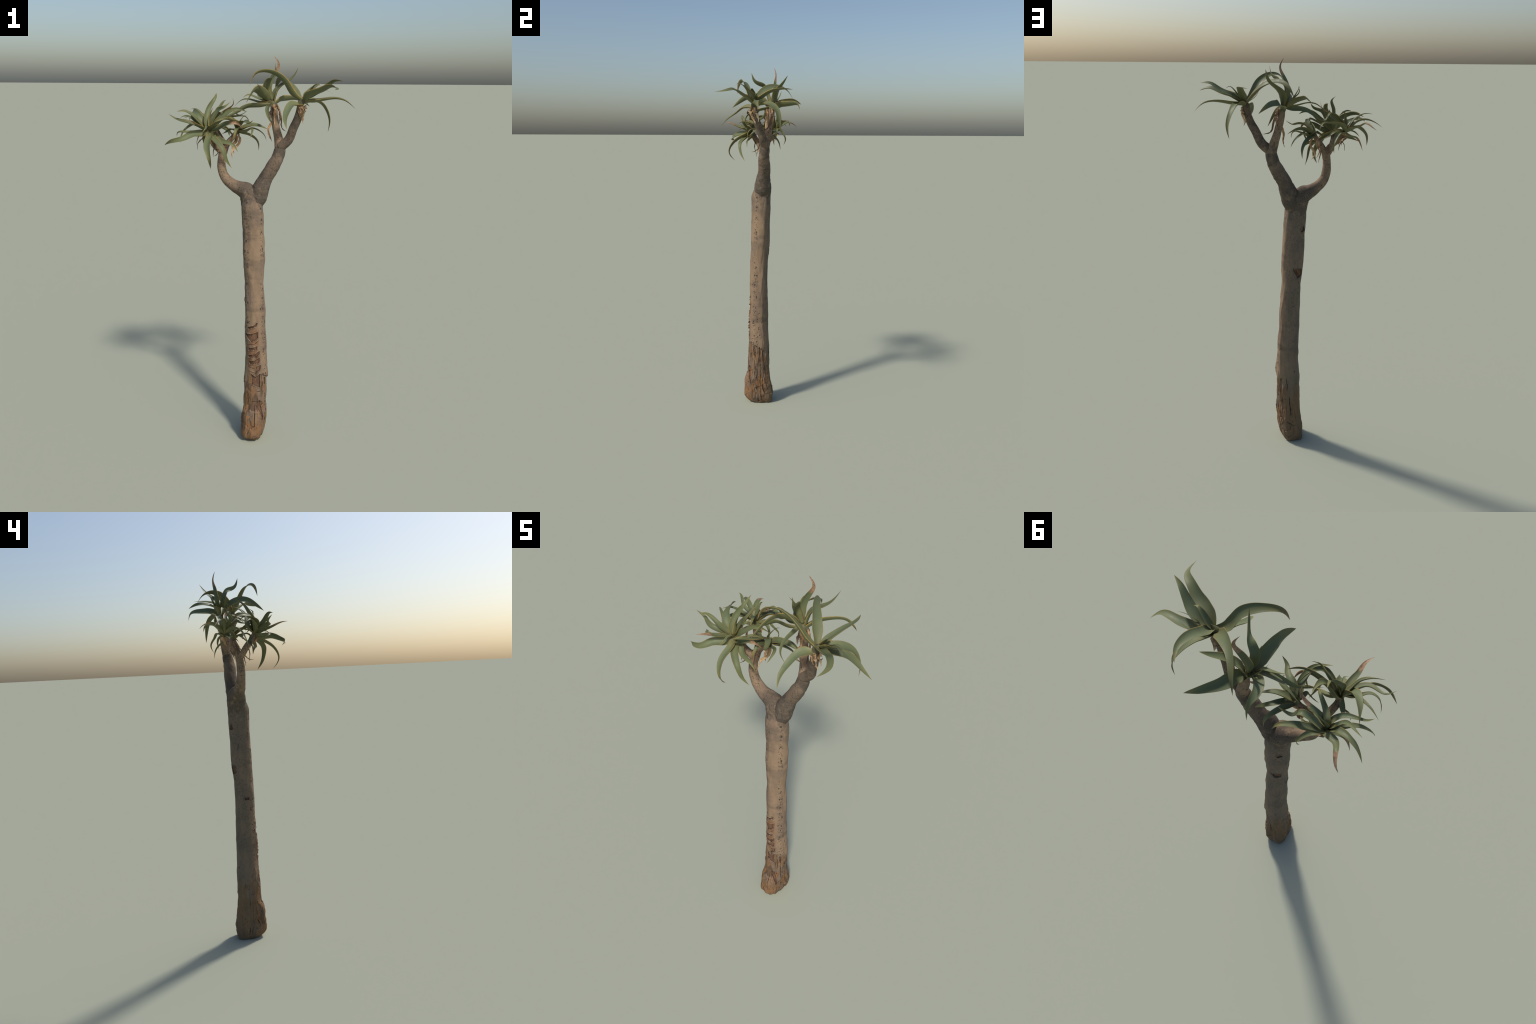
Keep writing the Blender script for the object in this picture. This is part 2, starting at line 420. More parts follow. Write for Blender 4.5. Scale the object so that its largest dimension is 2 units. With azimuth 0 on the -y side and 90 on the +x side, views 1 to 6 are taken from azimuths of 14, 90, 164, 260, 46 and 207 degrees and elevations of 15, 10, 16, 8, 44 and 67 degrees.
def build_trunk():
    rows, cols = 620, 216
    zk = np.array(sorted(TRUNK))
    tab = np.array([TRUNK[k] for k in zk])
    z = np.linspace(0, 1.365, rows)
    prof = np.stack([np.interp(z, zk, tab[:, c]) for c in range(4)], 1)
    ker = np.exp(-0.5 * (np.arange(-12, 13) / 4.5) ** 2)
    ker /= ker.sum()
    sm = np.stack([np.convolve(np.pad(prof[:, c], 12, "edge"), ker, "valid") for c in range(4)], 1)
    keep = smooth(0.0, 0.04, z)[:, None]
    prof = prof * (1 - keep) + sm * keep
    az = np.arange(cols) * 360.0 / cols
    A, Z = np.meshgrid(az, z)
    A, Z = A.ravel(), Z.ravel()
    cx, cy, rx, ry = (np.repeat(prof[:, c], cols) for c in range(4))
    th = np.radians(A)
    ux, uy = np.sin(th), -np.cos(th)
    boxy = 2.0 + 1.5 * smooth(0.22, 0.07, Z)
    r = (np.abs(ux / rx) ** boxy + np.abs(uy / ry) ** boxy) ** (-1 / boxy)
    base = r.copy()
    unit_p = np.stack([ux, uy, Z], 1)
    # flat facet that ends in a ridge left of the sunny side
    ridge = np.interp(Z, [0.3, 0.6, 0.8, 1.06, 1.15, 1.225, 1.265], [117, 112, 108, 114, 117, 132, 140])
    mid = ridge + 25 + 5 * vnoise(np.stack([Z * 11, Z * 0, Z * 0], 1), 3) + 3 * vnoise(np.stack([Z * 31, Z * 0 + 4, Z * 0], 1), 25)
    face = r * 0.925 / np.maximum(np.cos(np.radians(wrap(A - mid))), 0.2)
    fade = smooth(0.2, 0.4, Z) * smooth(1.26, 1.12, Z)
    r = r - np.maximum(r - face, 0) * (np.abs(wrap(A - mid)) < 80) * fade
    pits = []
    # lumps, vertical muscles and faint growth rings
    r = r + 0.0027 * vnoise(unit_p * (1.7, 1.7, 8.0), 1) + 0.0019 * vnoise(unit_p * (3.4, 3.4, 22.0), 2)
    r = r + 0.0008 * vnoise(unit_p * (1.0, 1.0, 34.0) + 5, 4) + 0.0005 * vnoise(unit_p * (9, 9, 60.0) + 2, 14)
    low = smooth(0.40, 0.14, Z)
    r = r + low * (0.0030 * vnoise(unit_p * (3.0, 3.0, 13.0), 5) + 0.0022 * vnoise(unit_p * (7, 7, 26.0), 6) + 0.0009 * vnoise(unit_p * (16, 16, 70.0), 15))
    # the foot is chopped into a few flat faces
    foot = smooth(0.21, 0.09, Z)
    for k, (fa, fd) in enumerate(((-6, 0.95), (64, 0.93), (92, 0.96), (168, 0.95), (216, 0.95), (264, 0.95), (322, 0.93))):
        fa = fa + 9 * vnoise(np.stack([Z * 11, Z * 0 + k, Z * 0], 1), 16)
        flat = base * (fd + 0.035 * vnoise(np.stack([Z * 20, Z * 0 + k * 1.7, Z * 0], 1), 17)) / np.maximum(np.cos(np.radians(wrap(A - fa))), 0.3)
        r = np.where(np.abs(wrap(A - fa)) < 70, r - foot * np.maximum(r - flat, 0), r)
    # a shelf on the front where the foot widens
    shelf = smooth(62, 22, np.abs(wrap(A - 2))) * smooth(0.192, 0.182, Z + 0.006 * vnoise(unit_p * (10, 10, 0), 21)) * smooth(0.09, 0.15, Z)
    r = r + 0.0065 * shelf
    # broken edge of the outer bark on the sunny side, wood lies deeper below it
    edge = np.interp(wrap(A), [30, 41, 55, 73, 93, 101, 120, 131, 150], [0.41, 0.396, 0.386, 0.381, 0.368, 0.366, 0.352, 0.366, 0.36])
    edge = edge + 0.010 * vnoise(unit_p * (9, 9, 0) + 3, 7) + 0.004 * vnoise(unit_p * (24, 24, 0) + 3, 24)
    side = smooth(34, 44, wrap(A)) * smooth(140, 124, wrap(A))
    under = smooth(edge + 0.001, edge - 0.003, Z) * smooth(0.16, 0.34, Z)
    fib = 0.5 + 0.5 * np.sin(4.0 * vnoise(unit_p * (9, 9, 7), 8) + 3.0 * vnoise(unit_p * (22, 22, 11), 18))
    r = r - side * under * (0.0035 + 0.0030 * fib) + side * 0.0028 * smooth(edge - 0.001, edge + 0.002, Z) * smooth(edge + 0.07, edge + 0.01, Z)
    # flaky plates: each nearest-seed cell is a slightly tilted chip of its own height
    seeds = np.random.default_rng(55)
    n_cell = 150
    sa, sz, so = seeds.uniform(0, 360, n_cell), seeds.uniform(0.0, 0.44, n_cell), seeds.uniform(-1, 1, n_cell)
    ta, tz = seeds.uniform(-1, 1, n_cell), seeds.uniform(-1, 1, n_cell)
    zone = Z < 0.46
    Az, Zz = A[zone], Z[zone]
    wa = Az + 9 * vnoise(unit_p[zone] * (9, 9, 40), 22)
    wz = Zz + 0.008 * vnoise(unit_p[zone] * (9, 9, 40) + 4, 23)
    best, chip = np.full(Az.shape, 9.0), np.zeros(Az.shape)
    for k in range(n_cell):
        da, dz = np.radians(wrap(wa - sa[k])) * 0.06, (wz - sz[k]) * 0.55
        d = da * da + dz * dz
        m = d < best
        best = np.where(m, d, best)
        chip = np.where(m, so[k] + 35 * ta[k] * da + 35 * tz[k] * dz, chip)
    sun_side = 0.45 + 0.55 * smooth(150, 95, np.abs(wrap(Az - 40)))
    r[zone] += (0.0021 + 0.0012 * smooth(0.16, 0.06, Zz)) * chip * sun_side * smooth(0.43, 0.30, Zz)
    # pits in the bark, most of them on the sunny side
    for k in range(34):
        pa = seeds.uniform(58, 104) if k < 22 else seeds.uniform(0, 360)
        pz = seeds.uniform(0.38, 0.60) if k < 22 else seeds.uniform(0.35, 1.1)
        pr = seeds.uniform(0.0016, 0.0036)
        d = np.hypot(np.radians(wrap(A - pa)) * 0.057, (Z - pz) * 0.8)
        r = r - 0.9 * pr * np.exp(-((d / pr) ** 2)) + 0.25 * pr * np.exp(-(((d - 1.9 * pr) / (0.7 * pr)) ** 2))
        pits.append((pa, pz, pr))
    # grooves of the worn foot: ridged noise drawn out along the grain
    gro = 1 - np.abs(vnoise(unit_p * (6.5, 6.5, 7.0), 9)) * 5
    gro2 = 1 - np.abs(vnoise(unit_p * (11, 11, 16.0), 19)) * 6
    sunny = 0.35 + 0.65 * smooth(150, 95, np.abs(wrap(A - 35)))
    r = r - sunny * smooth(0.36, 0.14, Z) * smooth(0.0, 0.04, Z) * (0.0020 * np.clip(gro, 0, 1) + 0.0008 * np.clip(gro2, 0, 1))
    # wrinkled swellings between the front scars
    scarred = smooth(48, 20, np.abs(wrap(A - 2))) * smooth(0.38, 0.44, Z) * smooth(0.68, 0.62, Z)
    r = r + scarred * 0.0016 * vnoise(unit_p * (3.5, 3.5, 52.0) + 7, 20)
    kind = np.zeros(A.shape, int)
    jit = 0.0020 * vnoise(unit_p * (6, 6, 60), 10) + 0.0008 * vnoise(unit_p * (14, 14, 120), 26)
    for poly in SCARS:
        a0 = np.mean([p[0] for p in poly])
        R = 0.058
        q = [(math.radians(p[0] - a0) * R, p[1]) for p in poly]
        xx = np.radians(wrap(A - a0)) * R
        near = (np.abs(xx) < 0.07) & (np.abs(Z - np.mean([p[1] for p in poly])) < 0.09)
        d = polygon_distance(xx[near], Z[near], q) + jit[near]
        floor = 0.0007 * vnoise(unit_p[near] * (20, 20, 120), 11)
        r[near] += -(0.0036 + floor) * smooth(0.0006, -0.0018, d) + 0.0027 * smooth(0.006, 0.0012, d) * (d > 0)
        k = kind[near]
        k[d < -0.0021] = 1
        k[(d >= -0.0021) & (d < 0.0006)] = 2
        kind[near] = k
    for (a1, z1), (a2, z2), wd in SLITS:
        R = 0.058
        a0 = 0.5 * (a1 + a2)
        xx = np.radians(wrap(A - a0)) * R + 0.002 * vnoise(unit_p * (0, 0, 40) + a0, 12)
        p1, p2 = np.array([math.radians(a1 - a0) * R, z1]), np.array([math.radians(a2 - a0) * R, z2])
        e = p2 - p1
        t = np.clip(((xx - p1[0]) * e[0] + (Z - p1[1]) * e[1]) / (e @ e), 0, 1)
        taper = np.sqrt(np.clip(4 * t * (1 - t), 0, 1)) * 0.8 + 0.2
        d = np.hypot(xx - p1[0] - t * e[0], Z - p1[1] - t * e[1]) / taper
        d[np.abs(wrap(A - a0)) > 60] = 1
        r = r - 0.006 * smooth(wd * 1.7, wd * 0.3, d) + 0.0010 * smooth(wd * 5, wd * 2, d)
        kind[d < wd * 0.75] = 2
    for pa, pz, pr in pits:
        d = np.hypot(np.radians(wrap(A - pa)) * 0.057, (Z - pz) * 0.8)
        kind[d < pr * 0.62] = 2
    V = np.stack([cx + r * ux, cy + r * uy, Z], 1)
    F = ring_faces(rows, cols)
    kf = kind.reshape(rows, cols)
    slots = np.minimum(kf[:-1], kf[1:]).ravel().tolist()
    slots = np.where((kf[:-1] == 2).ravel(), 2, slots).tolist()
    F.append(tuple(range(cols - 1, -1, -1)))
    F.append(tuple(range((rows - 1) * cols, rows * cols)))
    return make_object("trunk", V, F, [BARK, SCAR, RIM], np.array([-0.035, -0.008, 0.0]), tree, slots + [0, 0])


trunk = build_trunk()


# ------------------------------------------------------------------ boughs
def build_tube(name, spine, radii, mat, seed, flat_start=True, lump=0.04, parent=tree, parent_at=TREE_BASE):
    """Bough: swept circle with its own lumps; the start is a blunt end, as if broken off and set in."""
    cols, rows = 72, 110
    C, length = spline(spine, rows)
    T = unit(np.gradient(C, axis=0))
    u = np.linspace(0, 1, rows)
    R = np.interp(u, np.linspace(0, 1, len(radii)), radii)
    ker = np.ones(9) / 9
    R = np.convolve(np.pad(R, 4, "edge"), ker, "valid")
    side = unit(np.cross(T[0], (0.3, 1, 0.1)))
    V = []
    for i in range(rows):
        side = unit(side - T[i] * (side @ T[i]))
        up = np.cross(T[i], side)
        a = np.arange(cols) * 2 * math.pi / cols
        V.append((C[i], np.cos(a)[:, None] * side + np.sin(a)[:, None] * up))
    dirs = np.concatenate([d for _, d in V])
    cen = np.repeat(C, cols, 0)
    rad = np.repeat(R, cols)
    q = cen + dirs * rad[:, None]
    rad = rad * (1 + lump * vnoise(q * 26 + seed * 3.1, seed) + 0.5 * lump * vnoise(q * 60 + seed, seed + 1) + 0.25 * lump * vnoise(q * 140 + seed, seed + 2))
    P = cen + dirs * rad[:, None]
    F = ring_faces(rows, cols)
    # blunt, slightly rounded ends
    lo = P[:cols].mean(0) + (P[:cols] - P[:cols].mean(0)) * 0.86 - T[0] * 0.004
    hi = P[-cols:].mean(0) + (P[-cols:] - P[-cols:].mean(0)) * 0.8 + T[-1] * 0.003
    n = len(P)
    P = np.concatenate([P, lo, hi])
    for j in range(cols):
        k = (j + 1) % cols
        F.append((n + j, n + k, k, j))
        F.append((n - cols + j, n - cols + k, n + cols + k, n + cols + j))
    F.append(tuple(range(n + cols - 1, n - 1, -1)))
    F.append(tuple(range(n + cols, n + 2 * cols)))
    ob = make_object(name, P, F, [mat], C[0], parent, parent_at=parent_at)
    ob["smoky"] = 1.0 if R.max() > 0.03 else 0.0
    return ob


build_tube("branch", [(-0.054, 0.004, 1.250), (-0.059, 0.008, 1.300), (-0.083, 0.010, 1.345), (-0.116, 0.008, 1.361), (-0.159, 0.004, 1.383), (-0.199, 0.003, 1.424), (-0.211, 0.002, 1.489), (-0.203, 0.008, 1.566)], [0.049, 0.052, 0.052, 0.050, 0.046, 0.0385, 0.0325, 0.029, 0.0265, 0.024, 0.022, 0.021, 0.0205, 0.020, 0.0195, 0.017], BOUGH, 21, lump=0.06)
build_tube("branch", [(-0.046, 0.006, 1.284), (-0.026, 0.010, 1.326), (-0.006, 0.013, 1.372), (0.015, 0.020, 1.422), (0.064, 0.019, 1.502), (0.086, 0.027, 1.586)], [0.045, 0.047, 0.0455, 0.042, 0.038, 0.035, 0.0345, 0.033, 0.031, 0.030, 0.028, 0.022], BOUGH_DARK, 31, lump=0.09)
TWIGS = {
    "right": ([(0.083, 0.020, 1.572), (0.124, 0.014, 1.607), (0.148, -0.003, 1.657), (0.175, -0.023, 1.714), (0.191, -0.034, 1.785)], [0.025, 0.024, 0.022, 0.021, 0.0205, 0.019, 0.017, 0.015]),
    "inner": ([(0.080, 0.026, 1.570), (0.066, 0.041, 1.625), (0.054, 0.046, 1.67), (0.045, 0.057, 1.718), (0.038, 0.062, 1.770)], [0.026, 0.0225, 0.020, 0.0195, 0.0185, 0.0175, 0.017, 0.015]),
    "near": ([(-0.203, 0.008, 1.525), (-0.190, 0.012, 1.564), (-0.173, 0.012, 1.594), (-0.151, 0.019, 1.619), (-0.136, 0.021, 1.645)], [0.017, 0.016, 0.0145, 0.0135, 0.0125, 0.012, 0.011]),
    "front": ([(-0.203, 0.005, 1.540), (-0.233, -0.013, 1.567), (-0.252, -0.031, 1.600), (-0.262, -0.054, 1.626), (-0.258, -0.064, 1.650)], [0.018, 0.017, 0.016, 0.015, 0.014, 0.013, 0.011]),
    "back": ([(-0.203, 0.009, 1.545), (-0.213, 0.036, 1.585), (-0.232, 0.056, 1.607), (-0.252, 0.071, 1.632), (-0.270, 0.076, 1.658)], [0.017, 0.0155, 0.0145, 0.0135, 0.013, 0.012, 0.010]),
}
for i, (key, (sp, rad)) in enumerate(TWIGS.items()):
    build_tube("branch", sp, rad, BOUGH_DARK if i == 0 else BOUGH, 41 + 7 * i, lump=0.05)

# ------------------------------------------------------------------ crowns
HEARTS = {
    "right": np.array([0.202, -0.032, 1.801]), "inner": np.array([0.022, 0.056, 1.785]), "front": np.array([-0.258, -0.064, 1.653]),
    "near": np.array([-0.137, 0.020, 1.649]), "back": np.array([-0.272, 0.076, 1.661]),
}
CROWN = {}


def build_crown(key):
    """The growing heart: a short ringed stem end wrapped in leaf bases, carrying the leaves."""
    stem, rad = TWIGS[key]
    a, b = np.array(stem[-1]), HEARTS[key]
    d = unit(b - a + np.array([0, 0, 0.012]))
    pts = [a - d * 0.012, a + (b - a) * 0.5, b + d * 0.004, b + d * 0.02]
    r0 = rad[-1] * 1.02
    ob = build_tube("leaf_crown", pts, [r0, r0 * 1.0, r0 * 0.92, r0 * 0.75, r0 * 0.4, r0 * 0.1], CROWN_SKIN, 90 + len(CROWN), lump=0.12)
    CROWN[key] = ob
    return ob


CROWN_SKIN = plain_grain("leaf_base_skin", (0.15, 0.15, 0.07), (0.085, 0.075, 0.045), 70, 0.7, (1, 1, 0.4))
for key in HEARTS:
    build_crown(key)


def build_leaf(key, width, spine, dry_tip=0.0, roll=0.0, taper=2.2, thick=0.2, channel=0.26, name="leaf"):
    """Fleshy channelled blade lofted along its midrib; spine is relative to the crown heart."""
    heart = HEARTS[key]
    rows = 44
    C, length = spline([heart + np.array(p) for p in spine], rows)
    seed = build_leaf.count = build_leaf.count + 1
    T = unit(np.gradient(C, axis=0))
    rel = (C - C[0]) * (1, 1, 0)
    h = unit(rel + 0.2 * unit(rel[int(rows * 0.35)]))
    side = np.cross(h, (0, 0, 1.0))
    side = unit(side - T * (side * T).sum(1, keepdims=True))
    for _ in range(3):
        side[1:-1] = unit(side[:-2] + side[1:-1] * 2 + side[2:])
    side = unit(side - T * (side * T).sum(1, keepdims=True))
    if roll:
        a = np.radians(roll) * np.linspace(0.6, 1.2, rows)[:, None]
        side = side * np.cos(a) + np.cross(T, side) * np.sin(a)
    up = np.cross(side, T)
    t = np.linspace(0, 1, rows)
    prof = np.minimum(1, 0.42 + 3.2 * t) * np.clip(1 - t**taper, 0, 1) ** 0.92
    prof = prof * (1 + 0.05 * vnoise(np.stack([t * 9, t * 0 + seed, t * 0], 1), 61))
    W = 0.5 * width * np.maximum(prof, 0.012)
    Cw = C + side * (0.0016 * vnoise(np.stack([t * 5, t * 0 + seed * 1.7, t * 0], 1), 62))[:, None]
    # cross-section: upper face from rim to rim, then the keel back again
    s_up = np.array([-1, -0.93, -0.7, -0.4, 0.0, 0.4, 0.7, 0.93, 1])
    s_dn = np.array([0.93, 0.7, 0.4, 0.0, -0.4, -0.7, -0.93])
    depth = channel * (1.0 - 0.35 * t) + 0.10 * np.exp(-t * 9)
    body = thick * (1.0 - 0.45 * t) + 0.10 * np.exp(-t * 8)
    V = []
    for i in range(rows):
        w = W[i]
        hu = w * 2 * depth[i] * (s_up**2 - 0.45)
        hd = w * 2 * (depth[i] * (s_dn**2 - 0.45) - body[i] * np.sqrt(1 - s_dn**2) * 1.0)
        for s, q in zip(np.concatenate([s_up, s_dn]), np.concatenate([hu, hd])):
            V.append(Cw[i] + side[i] * w * s + up[i] * q)
    cols = 16
    F = [f[::-1] for f in ring_faces(rows, cols)]
    margin = {0: 2, 7: 2, 8: 2, 15: 2}
    slots = [margin.get(j, 0 if j < 8 else 1) for _ in range(rows - 1) for j in range(cols)]
    F.append(tuple(range(cols)))
    F.append(tuple(range(rows * cols - 1, (rows - 1) * cols - 1, -1)))
    crown = CROWN[key]
    at = TREE_BASE + np.array(crown.location)
    ob = make_object(name, V, F, [LEAF_TOP, LEAF_UNDER, MARGIN if dry_tip < 0.8 else DRY_DARK], C[0], crown, slots + [0, 0], parent_at=at)
    ob["reach"] = float(np.linalg.norm(C - C[0], axis=1).max())
    ob["dry_tip"] = float(dry_tip)
    return ob


build_leaf.count = 0

build_leaf("right", 0.048, [(0.000, -0.005, -0.006), (-0.048, -0.017, 0.027), (-0.082, -0.040, 0.082), (-0.146, -0.062, 0.122), (-0.209, -0.091, 0.113), (-0.233, -0.103, 0.058)], roll=30, thick=0.15, channel=0.18, taper=2.0)
build_leaf("right", 0.049, [(-0.010, 0.003, -0.008), (-0.044, 0.035, 0.042), (-0.084, 0.070, 0.081), (-0.131, 0.123, 0.095), (-0.164, 0.179, 0.075), (-0.183, 0.215, 0.024)], roll=35, thick=0.15, channel=0.18, taper=2.0)
build_leaf("right", 0.029, [(0.003, 0.005, 0.007), (0.034, -0.004, 0.044), (0.062, -0.013, 0.068), (0.082, -0.017, 0.058)], roll=5, thick=0.15, channel=0.18, taper=2.0)
build_leaf("right", 0.048, [(0.009, -0.001, 0.003), (0.060, -0.001, 0.031), (0.106, -0.026, 0.054), (0.147, -0.054, 0.081), (0.191, -0.084, 0.080)], roll=-30, thick=0.15, channel=0.18, taper=2.0)
build_leaf("right", 0.052, [(0.006, -0.002, -0.006), (0.041, -0.037, 0.027), (0.089, -0.065, 0.042), (0.137, -0.097, 0.060), (0.170, -0.136, 0.053), (0.172, -0.199, 0.043)], roll=-20, thick=0.15, channel=0.18, taper=2.0)
build_leaf("right", 0.051, [(-0.001, 0.002, -0.006), (0.063, 0.020, -0.003), (0.129, 0.026, 0.006), (0.193, 0.016, -0.004), (0.244, 0.031, -0.047)], roll=5, thick=0.15, channel=0.18, taper=2.0)
build_leaf("right", 0.049, [(-0.003, 0.010, -0.013), (0.043, 0.063, -0.004), (0.080, 0.116, -0.032), (0.106, 0.135, -0.098), (0.099, 0.143, -0.160)], roll=20, thick=0.15, channel=0.18, taper=2.0)
build_leaf("right", 0.044, [(-0.002, -0.006, -0.026), (-0.042, -0.059, -0.022), (-0.058, -0.103, -0.053), (-0.056, -0.150, -0.087), (-0.042, -0.184, -0.129)], roll=-30, thick=0.15, channel=0.18, taper=2.0)
build_leaf("right", 0.045, [(0.003, -0.002, 0.002), (0.018, 0.047, 0.033), (0.038, 0.099, 0.059), (0.046, 0.155, 0.068), (0.026, 0.208, 0.066)], roll=-15, thick=0.15, channel=0.18, taper=2.0)
build_leaf("right", 0.006, [(0.000, 0.000, -0.001), (0.036, 0.009, 0.009), (0.066, 0.014, 0.034), (0.103, 0.011, 0.040), (0.138, 0.009, 0.023)], thick=0.15, channel=0.18, taper=2.0)
build_leaf("inner", 0.032, [(0.001, 0.010, 0.006), (-0.011, 0.019, 0.066), (0.010, 0.025, 0.122), (0.034, 0.029, 0.172), (0.013, 0.018, 0.214)], dry_tip=0.34, thick=0.15, channel=0.18, taper=2.0)
build_leaf("inner", 0.040, [(0.008, 0.000, 0.008), (-0.011, -0.020, 0.078), (0.016, -0.043, 0.115), (0.042, -0.087, 0.136), (0.048, -0.107, 0.181)], roll=90, thick=0.15, channel=0.18, taper=2.0)
build_leaf("inner", 0.046, [(0.014, 0.009, -0.002), (0.024, 0.022, 0.053), (0.058, 0.034, 0.086), (0.098, 0.061, 0.116), (0.119, 0.094, 0.163)], thick=0.15, channel=0.18, taper=2.0)
build_leaf("inner", 0.052, [(0.009, 0.005, -0.017), (0.033, 0.050, 0.009), (0.069, 0.103, 0.015), (0.122, 0.147, 0.011), (0.170, 0.158, -0.025)], roll=-45, thick=0.15, channel=0.18, taper=2.0)
build_leaf("inner", 0.043, [(-0.002, 0.014, -0.003), (-0.037, 0.022, 0.020), (-0.066, 0.080, 0.038), (-0.063, 0.134, 0.037), (-0.078, 0.175, 0.015)], roll=-35, thick=0.15, channel=0.18, taper=2.0)
build_leaf("inner", 0.030, [(0.000, 0.000, 0.000), (0.006, -0.053, -0.015), (0.011, -0.105, -0.030), (0.025, -0.140, -0.064), (0.050, -0.133, -0.109)], roll=25, thick=0.15, channel=0.18, taper=2.0)
build_leaf("inner", 0.053, [(-0.007, -0.002, 0.005), (-0.028, -0.056, 0.045), (-0.045, -0.117, 0.059), (-0.054, -0.171, 0.037), (-0.064, -0.221, -0.004)], roll=55, thick=0.15, channel=0.18, taper=2.0)
build_leaf("inner", 0.024, [(0.000, -0.007, 0.003), (-0.053, -0.013, 0.000), (-0.109, -0.002, 0.012), (-0.154, 0.015, 0.003), (-0.190, 0.021, -0.031)], roll=-15, thick=0.15, channel=0.18, taper=2.0)
build_leaf("inner", 0.028, [(0.004, -0.003, -0.009), (-0.045, -0.029, -0.016), (-0.104, -0.032, -0.020), (-0.150, -0.039, -0.042), (-0.194, -0.069, -0.068), (-0.232, -0.095, -0.078)], roll=80, thick=0.15, channel=0.18, taper=2.0)
build_leaf("inner", 0.023, [(0.000, -0.001, 0.000), (-0.031, -0.020, 0.009), (-0.068, -0.018, 0.022), (-0.105, -0.018, 0.033), (-0.129, -0.037, 0.017)], roll=-40, thick=0.15, channel=0.18, taper=2.0)
build_leaf("inner", 0.013, [(0.001, 0.001, 0.000), (-0.011, 0.030, 0.013), (-0.033, 0.029, 0.039), (-0.054, 0.017, 0.066), (-0.072, 0.001, 0.094)], thick=0.15, channel=0.18, taper=2.0)
build_leaf("inner", 0.020, [(0.000, 0.000, 0.000), (-0.018, 0.021, 0.017), (-0.035, 0.037, 0.040), (-0.052, 0.050, 0.062), (-0.043, 0.061, 0.091)], thick=0.15, channel=0.18, taper=2.0)
build_leaf("front", 0.031, [(-0.005, 0.000, -0.005), (-0.041, -0.034, 0.023), (-0.087, -0.057, 0.040), (-0.145, -0.043, 0.050), (-0.181, -0.059, 0.074)], roll=-40)
build_leaf("front", 0.029, [(-0.002, 0.003, 0.001), (-0.029, -0.022, 0.030), (-0.052, -0.048, 0.063), (-0.094, -0.060, 0.089), (-0.133, -0.072, 0.086)], roll=-50)
build_leaf("front", 0.043, [(-0.012, -0.004, 0.005), (-0.045, -0.001, 0.059), (-0.076, 0.029, 0.080), (-0.100, 0.076, 0.086), (-0.118, 0.119, 0.075)], roll=-45)
build_leaf("front", 0.032, [(-0.003, -0.002, 0.000), (-0.006, -0.003, 0.055), (0.000, 0.020, 0.105), (0.021, 0.043, 0.146), (0.015, 0.089, 0.172)], roll=15)
build_leaf("front", 0.032, [(0.000, 0.000, 0.000), (0.002, 0.000, 0.028), (0.003, 0.005, 0.056), (0.012, 0.007, 0.082), (0.025, 0.011, 0.107)], roll=-20)
build_leaf("front", 0.038, [(-0.005, -0.001, 0.004), (0.008, 0.030, 0.049), (0.043, 0.028, 0.092), (0.058, 0.063, 0.129), (0.061, 0.108, 0.138)])
build_leaf("front", 0.028, [(0.002, 0.004, 0.003), (0.027, -0.003, 0.052), (0.054, -0.004, 0.094), (0.087, -0.021, 0.107), (0.114, -0.001, 0.134)], roll=75)
build_leaf("front", 0.031, [(0.003, 0.000, -0.002), (0.045, -0.006, 0.038), (0.089, 0.001, 0.075), (0.140, 0.016, 0.099), (0.187, 0.034, 0.085)], roll=80)
build_leaf("front", 0.030, [(0.000, -0.001, -0.007), (0.044, -0.013, 0.003), (0.093, -0.016, 0.030), (0.149, -0.009, 0.034), (0.170, 0.015, 0.002)], dry_tip=0.28, roll=80)
build_leaf("front", 0.024, [(0.002, 0.000, -0.002), (0.039, -0.031, 0.027), (0.084, -0.042, 0.051), (0.119, -0.003, 0.057), (0.142, 0.044, 0.033)])
build_leaf("front", 0.021, [(-0.002, -0.005, -0.004), (-0.059, -0.029, -0.009), (-0.095, -0.058, -0.008), (-0.137, -0.046, -0.012), (-0.156, -0.014, -0.036)], roll=-30)
build_leaf("front", 0.039, [(0.002, 0.003, -0.006), (-0.016, -0.040, -0.017), (-0.053, -0.079, -0.018), (-0.086, -0.117, -0.037), (-0.140, -0.123, -0.050), (-0.189, -0.094, -0.072)], roll=-55)
build_leaf("front", 0.041, [(0.002, 0.004, -0.003), (0.023, -0.048, -0.028), (0.027, -0.104, -0.065), (0.047, -0.133, -0.128), (0.042, -0.098, -0.177)], roll=25)
build_leaf("front", 0.037, [(0.009, 0.006, -0.004), (0.041, -0.039, -0.042), (0.086, -0.065, -0.078), (0.107, -0.057, -0.133), (0.128, -0.035, -0.178)])
build_leaf("front", 0.033, [(0.000, 0.001, 0.001), (0.038, 0.000, -0.029), (0.077, -0.018, -0.054), (0.124, -0.022, -0.065), (0.156, -0.019, -0.100)], roll=55)
build_leaf("front", 0.030, [(-0.008, -0.002, -0.004), (-0.016, -0.048, 0.016), (-0.029, -0.090, 0.031), (-0.038, -0.129, 0.047), (-0.059, -0.162, 0.051)], dry_tip=0.38, roll=-15)
build_leaf("front", 0.016, [(0.000, 0.000, 0.000), (0.010, -0.021, 0.017), (0.006, -0.044, 0.018), (0.010, -0.068, 0.010), (-0.002, -0.085, -0.007)])
build_leaf("front", 0.023, [(0.000, -0.001, 0.000), (-0.045, -0.005, 0.023), (-0.083, 0.012, 0.050), (-0.127, 0.037, 0.062), (-0.167, 0.062, 0.050)], roll=-30)
build_leaf("front", 0.026, [(0.000, 0.000, 0.000), (-0.013, 0.013, -0.015), (-0.025, 0.025, -0.032), (-0.035, 0.035, -0.051), (-0.039, 0.041, -0.073)])
